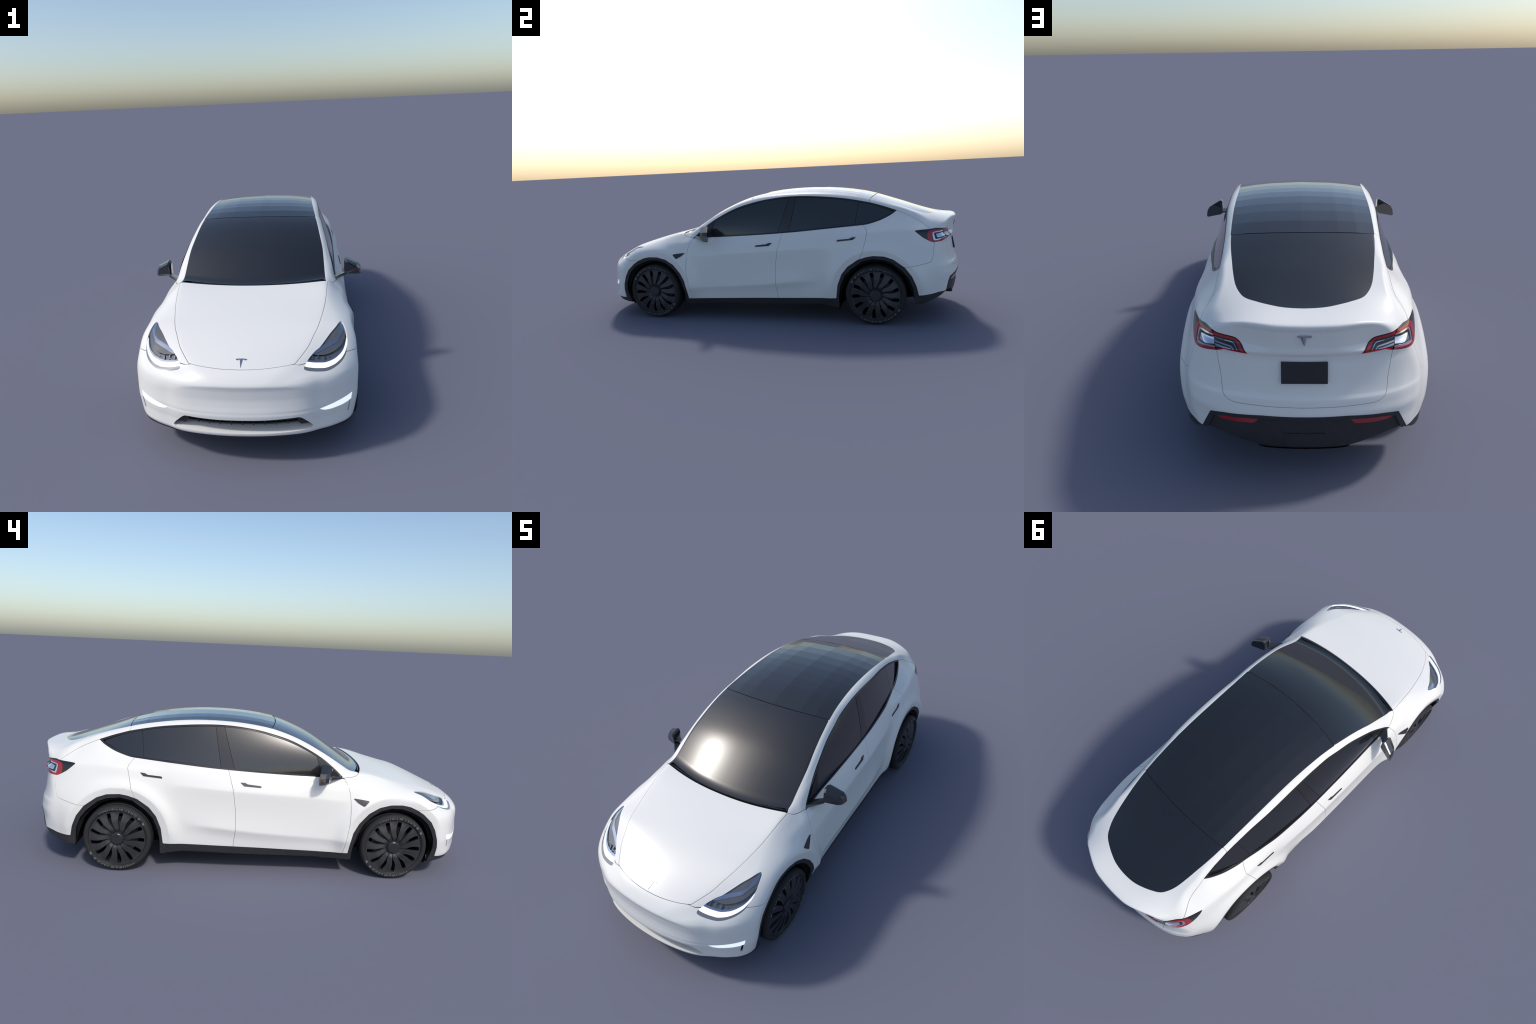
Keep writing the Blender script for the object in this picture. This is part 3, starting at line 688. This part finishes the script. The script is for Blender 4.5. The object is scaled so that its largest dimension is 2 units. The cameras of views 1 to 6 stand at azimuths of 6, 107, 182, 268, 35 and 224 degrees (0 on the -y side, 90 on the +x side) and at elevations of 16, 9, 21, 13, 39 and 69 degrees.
def intake(K, G):
    m = K.L == K.lab('intake')
    V, T, N = mirrored(*compact(K.V, K.T[m], G))
    depth = .048
    back = V + [0, depth, .004]
    add_mesh('grille_back', back, T, M['void'], normals=N)
    # walls of the opening: painted shelf below, black above
    E = np.concatenate([T[:, [0, 1]], T[:, [1, 2]], T[:, [2, 0]]]); Es = np.sort(E, 1)
    key = Es[:, 0].astype(np.int64)*len(V) + Es[:, 1]
    u, first, cnt = np.unique(key, return_index=True, return_counts=True)
    B = E[first[cnt == 1]]
    low = V[B].mean(1)[:, 2] < .1285
    for sel, name, mat, rise in ((low, 'intake_shelf', 'paint', .006), (~low, 'intake_wall', 'plastic', .004)):
        b = B[sel]; vs = np.unique(b); pos = np.full(len(V), -1); pos[vs] = np.arange(len(vs)); n = len(vs)
        mid = V[vs] + [0, depth*.5, rise*.35]
        P = np.concatenate([V[vs], mid, V[vs] + [0, depth, rise]])
        a0, b0 = pos[b[:, 0]], pos[b[:, 1]]
        F = np.concatenate([np.stack([a0, a0+n, b0+n], 1), np.stack([a0, b0+n, b0], 1), np.stack([a0+n, a0+2*n, b0+2*n], 1), np.stack([a0+n, b0+2*n, b0+n], 1)])
        add_mesh(name, P, F, M[mat])
    # slats and ribs
    xs = np.linspace(-.180, .180, 41)
    for z in (.1420, .1520, .1620, .1715):
        bar('grille_slat', np.c_[xs, -.992 + NOSE_D(np.abs(xs)) + .026, np.full_like(xs, z)], .0022, .010, M['plastic'])
    for x in (-.15, -.112, -.075, -.037, 0, .037, .075, .112, .15):
        y = -.992 + float(NOSE_D(abs(x))) + .030
        box('grille_rib', (x, y, .156), (.0012, .006, .020), M['plastic'])
    # corner blanks of the opening
    for s in (1, -1):
        P = np.array([(.180,-.954,.1770),(.205,-.948,.168),(.228,-.938,.142),(.224,-.940,.1345),(.195,-.950,.1345),(.184,-.954,.145)])*[s, 1, 1]
        P2 = P + [0, .02, 0]
        n = len(P); F = [list(range(n))[::s], list(range(n, 2*n))[::-s]] + [[i, (i+1) % n, n+(i+1) % n, n+i][::-s] for i in range(n)]
        add_mesh('intake_blank', np.concatenate([P, P2]), F, M['plastic'], smooth=False)

def bar(name, path, hz, hy, mat, parent=None):
    """flat bar along a path (half height hz, depth hy toward +y)"""
    P = np.asarray(path); n = len(P)
    V = np.concatenate([P + [0, 0, -hz], P + [0, 0, hz], P + [0, hy, hz], P + [0, hy, -hz]])
    F = []
    for k in range(4):
        k2 = (k+1) % 4
        for i in range(n-1): F.append([k*n+i, k*n+i+1, k2*n+i+1, k2*n+i])
    F += [[0, n, 2*n, 3*n], [n-1, 4*n-1, 3*n-1, 2*n-1]]
    return add_mesh(name, V, F, mat, parent=parent, smooth=False)

def box(name, c, h, mat, parent=None, rot=None, bev=0.):
    bm = bmesh.new(); bmesh.ops.create_cube(bm, size=2.0)
    for v in bm.verts: v.co = Vector((v.co.x*h[0], v.co.y*h[1], v.co.z*h[2]))
    if bev: bmesh.ops.bevel(bm, geom=bm.edges[:], offset=bev, segments=2, affect='EDGES')
    if rot is not None: bmesh.ops.rotate(bm, verts=bm.verts, matrix=rot)
    bmesh.ops.translate(bm, verts=bm.verts, vec=c)
    me = bpy.data.meshes.new(name); bm.to_mesh(me); bm.free(); me.materials.append(mat)
    ob = bpy.data.objects.new(name, me); bpy.context.scene.collection.objects.link(ob)
    ob.parent = parent if parent is not None else ROOT
    return ob

# ------------------------------------------------------------------ roof panel of flat facets
def drop_to_skin(xy, z0=.75):
    """height of the skin below each (x, y)"""
    lo = np.full(len(xy), .20); hi = np.full(len(xy), z0)
    for _ in range(22):
        mid = (lo+hi)/2
        ins = field(np.c_[xy, mid]) < 0
        lo = np.where(ins, mid, lo); hi = np.where(ins, hi, mid)
    return (lo+hi)/2

def roof_panel():
    edge = Line([(y, x) for x, y in GLASS_EDGE[::3]])
    rows = [0, .09, .18, .275, .37, .48, .605, .745, .895, 1.0]
    rows = [0, .10, .205, .30, .39, .48, .575, .68, .785, .895, 1.0]
    cols = [-1, -.76, -.50, 0, .50, .76, 1]
    V = []
    for t in rows:
        for c in cols:
            yy = -.0705 + t*.630
            x = c*(float(edge(yy)) + .0015)
            yf, yr = roof_front(x) + .0018, roof_rear(x) - .0018
            V.append((x, yf + (yr - yf)*t))
    V = np.array(V); z = drop_to_skin(np.c_[np.abs(V[:, 0]), V[:, 1]])
    V = np.c_[V, z - .0006]
    n = len(cols); F = []
    for i in range(len(rows)-1):
        for j in range(n-1): F.append([i*n+j, i*n+j+1, (i+1)*n+j+1, (i+1)*n+j])
    ob = add_mesh('roof_glass', V, F, M['glass'], smooth=False)
    # thickness of the pane
    bm = bmesh.new(); bm.from_mesh(ob.data)
    be = [e for e in bm.edges if e.is_boundary]
    r = bmesh.ops.extrude_edge_only(bm, edges=be)
    for v in r['geom']:
        if isinstance(v, bmesh.types.BMVert): v.co.z -= .006
    bm.to_mesh(ob.data); bm.free()

# ------------------------------------------------------------------ wheels
def lathe(prof, n=128, axis0=0.0):
    """revolve (x, r) about the x axis"""
    th = np.linspace(0, 2*math.pi, n, endpoint=False)
    V = np.concatenate([np.c_[np.full(n, x), r*np.cos(th), r*np.sin(th)] for x, r in prof])
    F = []
    for k in range(len(prof)-1):
        for i in range(n):
            j = (i+1) % n
            F.append([k*n+i, k*n+j, (k+1)*n+j, (k+1)*n+i])
    return V, F

SLOTS = 13
def slot_mid(r): return math.radians(-10) - math.radians(5)*(1 - sstep((r - .030)/.050)) + math.radians(1.6)*np.exp(-((r-.085)/.022)**2)
def cover_mesh():
    nr, na = 70, 13*44
    R = np.linspace(.020, .1232, nr); A = np.linspace(0, 2*math.pi, na, endpoint=False)
    rr, aa = np.meshgrid(R, A, indexing='ij')
    V = np.stack([np.zeros_like(rr), rr*np.sin(aa), rr*np.cos(aa)], -1).reshape(-1, 3)
    idx = np.arange(nr*na).reshape(nr, na); nx = np.roll(idx, -1, 1)
    a, b, c, d = idx[:-1], nx[:-1], nx[1:], idx[1:]
    T = np.concatenate([np.stack([a, b, c], -1).reshape(-1, 3), np.stack([a, c, d], -1).reshape(-1, 3)])
    K = Skin(V, T)
    per = 2*math.pi/SLOTS
    def f(V):
        r = np.hypot(V[:, 1], V[:, 2]); t = np.arctan2(V[:, 1], V[:, 2])
        u = (t - slot_mid(r) + per/2) % per - per/2
        w = .0012 + .0076*sstep((r - .034)/.066)
        d = np.abs(r*u) - w
        return smax(d, np.maximum(r - .1180, .030 - r), .004)
    K.cut(f)
    keep = K.face(f) > 0
    def lift(V):
        r = np.hypot(V[:, 1], V[:, 2]); t = np.arctan2(V[:, 1], V[:, 2])
        u = ((t - slot_mid(r)) % per)/per           # 0..1 across a blade
        dome = .0095*sstep((r - .02)/.03)*(1 - .75*sstep((r - .075)/.045)) - .004
        fan = .0075*(u - .5)*sstep((r - .03)/.03)*sstep((.121 - r)/.02)
        V = V.copy(); V[:, 0] = dome + fan*np.cos((u-.5)*math.pi)**.5*1.0
        return V
    V = lift(K.V); T = K.T[keep][:, ::-1]
    V, T, _ = compact(V, T, V)
    nrm = np.zeros_like(V); fn = np.cross(V[T[:, 1]]-V[T[:, 0]], V[T[:, 2]]-V[T[:, 0]])
    if fn[:, 0].mean() < 0: T = T[:, ::-1]; fn = -fn
    for k in range(3): np.add.at(nrm, T[:, k], fn)
    nrm /= np.linalg.norm(nrm, axis=1)[:, None] + 1e-12
    return skirt(V, T, nrm, .010, dirs=(-1, 0, 0))

def letters(word, radius, height, start, pitch, slant=0., bold=0.):
    """raised letters along the side wall, start/pitch in degrees clockwise from the top"""
    Vs, Fs, base = [], [], 0
    ang = start
    for ch in word:
        if ch == ' ': ang += pitch*.6; continue
        cu = bpy.data.curves.new('letter', 'FONT'); cu.body = ch; cu.size = height*1.38; cu.align_x = 'CENTER'
        cu.extrude = .0003; cu.shear = slant; cu.resolution_u = 2; cu.offset = bold
        ob = bpy.data.objects.new('letter', cu); bpy.context.scene.collection.objects.link(ob)
        dg = bpy.context.evaluated_depsgraph_get()
        me = bpy.data.meshes.new_from_object(ob.evaluated_get(dg))
        P = np.zeros(len(me.vertices)*3); me.vertices.foreach_get('co', P); P = P.reshape(-1, 3)
        F = [list(p.vertices) for p in me.polygons]
        bpy.data.objects.remove(ob); bpy.data.curves.remove(cu); bpy.data.meshes.remove(me)
        a = math.radians(ang)
        th = a + P[:, 0]/radius; r = radius - height*.5 + P[:, 1]
        Vs.append(np.c_[P[:, 2], r*np.sin(th), r*np.cos(th)])
        Fs += [[i + base for i in f] for f in F]; base += len(P)
        ang += pitch*(.55 if ch in 'IliJ1t' else 1.0 if ch not in 'MmWw' else 1.25)
    return np.concatenate(Vs), Fs

def wheels():
    # all built for the right-hand side, axis on x, outer face toward +x; zero is the plane of the cover
    tyre_prof = [(-.004,.1225),(-.0005,.1245),(.0040,.1270),(.0062,.1320),(.0060,.1380),(.0030,.1435),(-.004,.1478),(-.012,.1492),(-.024,.1499),(-.0255,.1460),(-.0295,.1460),(-.031,.1500),(-.047,.1500),(-.0485,.1460),(-.0525,.1460),(-.054,.1500),(-.070,.1500),(-.0715,.1460),(-.0755,.1460),(-.077,.1499),(-.090,.1490),(-.098,.1470),(-.104,.1420),(-.106,.1350),(-.103,.1260),(-.098,.1190)]
    tv, tf = lathe(tyre_prof, 160)
    # shoulder blocks: notch the edge of the tread
    cv, ct, cn = cover_mesh()
    bv, bf = lathe([(-.006,.1228),(-.010,.1190),(-.030,.1120),(-.095,.1120),(-.095,.02)], 96)
    dv, df = lathe([(-.048,.030),(-.048,.086),(-.054,.086),(-.054,.030)], 72)
    hv, hf = lathe([(-.004,.0296),(.0030,.0296),(.0046,.0284),(.0046,.0262),(.0080,.0255),(.0100,.0225),(.0100,.0001)], 72)
    gv, gf = lathe([(-.004,.1222),(.0005,.1234),(.0012,.1246),(-.001,.1256)], 128)
    l1, f1 = letters('MICHELIN', .1350, .0105, -46, 6.0, 0, .0001)
    l2, f2 = letters('pilot sport', .1352, .0095, -1, 4.0, .3, .0002)
    l3, f3 = letters('M', .1350, .0100, -59, 6, .35, .0008)
    lv = np.concatenate([l1, l2, l3]); lf = f1 + [[i+len(l1) for i in f] for f in f2] + [[i+len(l1)+len(l2) for i in f] for f in f3]
    lv2 = lv*[1, -1, -1]
    ly = np.concatenate([lv, lv2]); lf = lf + [[i+len(lv) for i in f] for f in lf]
    r = np.hypot(ly[:, 1], ly[:, 2]); wall = Line([(.1225,-.004),(.1245,-.0005),(.127,.0040),(.132,.0062),(.138,.0060),(.1435,.0030)])
    ly[:, 0] += wall(r) + .0006
    XF = .3885
    for wy in WHEEL_Y:
        for s in (1, -1):
            def put(name, V, F, mat, par, smooth=True, normals=None, kind=None):
                V = np.asarray(V)*[s, 1, 1]
                if s < 0: F = F[:, ::-1] if isinstance(F, np.ndarray) else [f[::-1] for f in F]
                nn = None if normals is None else normals*[s, 1, 1]
                o = add_mesh(name, V, F, mat, parent=par, smooth=smooth, normals=nn, kind=kind)
                return o
            w = bpy.data.objects.new('wheel', None); bpy.context.scene.collection.objects.link(w)
            w.parent = ROOT; w.location = (s*XF, wy, WHEEL_Z)
            put('tyre', tv, tf, M['tyre'], w)
            put('wheel_cover', cv, ct, M['rim'], w, normals=cn)
            put('rim_barrel', bv, bf, M['void'], w)
            put('rim_edge', gv, gf, M['trim'], w)
            put('brake_disc', dv, df, M['disc'], w, smooth=False)
            put('hub_cap', hv, hf, M['hub'], w, smooth=False)
            put('tyre_lettering', ly, lf, M['letter'], w, smooth=False, kind='stuff')
            cal = [(-.062, -.080, -.035), (-.040, -.050, .035)]
            c0, c1 = cal
            cc = box('brake_caliper', (s*-.051, .062*(1 if wy < 0 else -1), .010), (.012, .016, .034), M['disc'], parent=w, bev=.004)
    # liners
    for arch, wy in ((ARCH_F_IN, WHEEL_Y[0]), (ARCH_R_IN, WHEEL_Y[1])):
        A = np.array(arch)
        A = np.concatenate([[(A[0, 0], .069)], A[(A[:, 1] > .069)], [(A[-1, 0], .069 if wy < 0 else .100)]])
        xo = flank_x(A[:, 0], A[:, 1]) - .004
        n = len(A)
        for s in (1, -1):
            V = np.concatenate([np.c_[xo*s, A], np.c_[np.full(n, .19*s), A]])
            F = [[i, i+1, n+i+1, n+i] for i in range(n-1)] + [list(range(n, 2*n))]
            add_mesh('wheel_liner', V, F, M['void'], smooth=False)
            # inner flange of the arch
            ctr = np.array([wy, WHEEL_Z]); B = ctr + (A - ctr)*np.where(A[:, 1:] > .16, .915, 1.0)
            V = np.concatenate([np.c_[(xo - .010)*s, A], np.c_[(xo - .016)*s, B]])
            add_mesh('arch_flange', V, [[i, i+1, n+i+1, n+i] for i in range(n-1)], M['void'], smooth=False)

# ------------------------------------------------------------------ door mirrors, plate, badges, wipers
def mirrors():
    rear = np.array([(.3755,-.289,.506),(.386,-.287,.511),(.436,-.272,.484),(.4465,-.268,.465),(.4500,-.267,.440),(.445,-.268,.435),(.383,-.287,.442),(.3745,-.289,.450)])
    frnt = np.array([(.379,-.330,.498),(.387,-.332,.501),(.424,-.318,.480),(.434,-.312,.466),(.437,-.311,.449),(.432,-.313,.444),(.386,-.331,.451),(.379,-.332,.457)])
    c = rear.mean(0)
    lip = c + (rear - c)*1.02 + [0, -.006, 0]
    mid = (lip*.45 + frnt*.55); mid = mid.mean(0) + (mid - mid.mean(0))*1.10 + [0, -.002, 0]
    inset = c + (rear - c)*.90 + [0, .004, 0]
    for s in (1, -1):
        rings = [rear, lip, mid, frnt]; n = 8
        V = np.concatenate(rings)*[s, 1, 1]; F = []
        for k in range(3):
            for i in range(n):
                j = (i+1) % n; F.append([k*n+i, k*n+j, (k+1)*n+j, (k+1)*n+i][::-s])
        # front face split by a horizontal crease
        F += [[3*n+0, 3*n+1, 3*n+2, 3*n+3, 3*n+7][::-s], [3*n+3, 3*n+4, 3*n+5, 3*n+6, 3*n+7][::-s]]
        F += [list(range(n))[::s]]
        cap = add_mesh('door_mirror', V, F, M['mirrorcap'], smooth=False)
        g = np.concatenate([inset + [0, -.0045, 0], inset + [0, -.0030, 0]])*[s, 1, 1]
        G = [list(range(n, 2*n))[::s], list(range(n))[::-s]] + [[i, (i+1) % n, n+(i+1) % n, n+i][::s] for i in range(n)]
        add_mesh('mirror_glass', g, G, M['mirror'], parent=cap, smooth=False)
        # stalk
        P = np.array([(.328,-.398,.4425),(.336,-.335,.4440),(.336,-.335,.4480),(.328,-.390,.4540),
                      (.382,-.332,.4450),(.386,-.296,.4440),(.386,-.296,.4520),(.382,-.330,.4580)])*[s, 1, 1]
        Q = [[0, 1, 2, 3], [4, 7, 6, 5], [0, 4, 5, 1], [1, 5, 6, 2], [2, 6, 7, 3], [3, 7, 4, 0]]
        add_mesh('mirror_stalk', P, [q[::s] for q in Q], M['mirrorcap'], parent=cap, smooth=False)

def emblem(origin, right, up, out, w, h, mat, name):
    """a T with a bowed bar over a tapering stem"""
    xs = np.linspace(-1, 1, 17)
    top = [(x, 1.0 - .10*x*x) for x in xs]
    bar_low = [(.98,.84),(.80,.66),(.62,.66),(.56,.76),(.30,.80)]
    stem = [(.21,.50),(.09,-.35),(0,-1.0)]
    half = bar_low[:-1] + [(.24,.79)] + stem
    pts = top + half + [(-x, y) for x, y in half[::-1][1:]]
    P = [np.array(origin) + np.array(right)*px*w + np.array(up)*py*h for px, py in pts]
    n = len(P); o = np.array(out)
    V = np.array([p + o*.0016 for p in P] + [p - o*.004 for p in P])
    bm = bmesh.new(); vs = [bm.verts.new(v) for v in V]
    f = bm.faces.new(vs[:n])
    for i in range(n): bm.faces.new([vs[i], vs[n+i], vs[n+(i+1) % n], vs[(i+1) % n]])
    bmesh.ops.triangulate(bm, faces=[f])
    bmesh.ops.recalc_face_normals(bm, faces=bm.faces)
    me = bpy.data.meshes.new(name); bm.to_mesh(me); bm.free(); me.materials.append(mat)
    ob = bpy.data.objects.new(name, me); bpy.context.scene.collection.objects.link(ob); ob.parent = ROOT
    # small notch under the bar is left as open paint
    return ob

def fittings():
    # front badge lies on the hood, rear one on the tailgate
    p0 = np.array([0, -.9435, 0.]); p1 = np.array([0, -.9095, 0.])
    z0, z1 = drop_to_skin(np.array([p0[:2], p1[:2]]), .45)
    a = np.array([0, p0[1], z0]); b = np.array([0, p1[1], z1]); u = (b-a)/np.linalg.norm(b-a)
    emblem((a+b)/2, (1, 0, 0), u, np.cross((1, 0, 0), u), .0192, np.linalg.norm(b-a)/2, M['badge'], 'badge')
    yb = np.array([TAIL_Y(.456) + LIP_Y(.456), TAIL_Y(.4885) + LIP_Y(.4885)])
    a = np.array([0, yb[0], .456]); b = np.array([0, yb[1], .4885]); u = (b-a)/np.linalg.norm(b-a)
    emblem((a+b)/2, (-1, 0, 0), u, np.cross((-1, 0, 0), u), .0192, np.linalg.norm(b-a)/2, M['badge2'], 'badge')
    # number plate
    ang = math.atan2(.0125, .061)
    box('number_plate', (0, .9735, .3715), (.0632, .0035, .0308), M['plate'], rot=Matrix.Rotation(ang, 3, 'X'))
    # wipers resting in the gutter
    xs = np.linspace(-.25, .04, 24)
    for sh, y0 in ((0, .004), (.235, .007)):
        X = xs + sh
        Y = hood_rear(X) + .006 + y0*.5; Zt = drop_to_skin(np.c_[np.abs(X), Y])
        bar('wiper', np.c_[X, Y, Zt - .004], .0025, .004, M['trim'])

def main():
    global ROOT
    for o in list(bpy.data.objects): bpy.data.objects.remove(o)
    materials()
    ROOT = bpy.data.objects.new('car', None)
    bpy.context.scene.collection.objects.link(ROOT)
    ROOT['label'] = 'white five-door electric crossover with black roof and wheels'
    ROOT['category'] = 'car'
    K = build_skin()
    K.V[:, 0] = np.where(np.abs(K.V[:, 0]) < 1e-6, 0, K.V[:, 0])
    G = grad(K.V)
    split_parts(K, G)
    lamps(K, G)
    intake(K, G)
    roof_panel()
    wheels()
    mirrors()
    fittings()
    for o in bpy.data.objects:
        if o.parent is None and o is not ROOT: o.parent = ROOT

main()
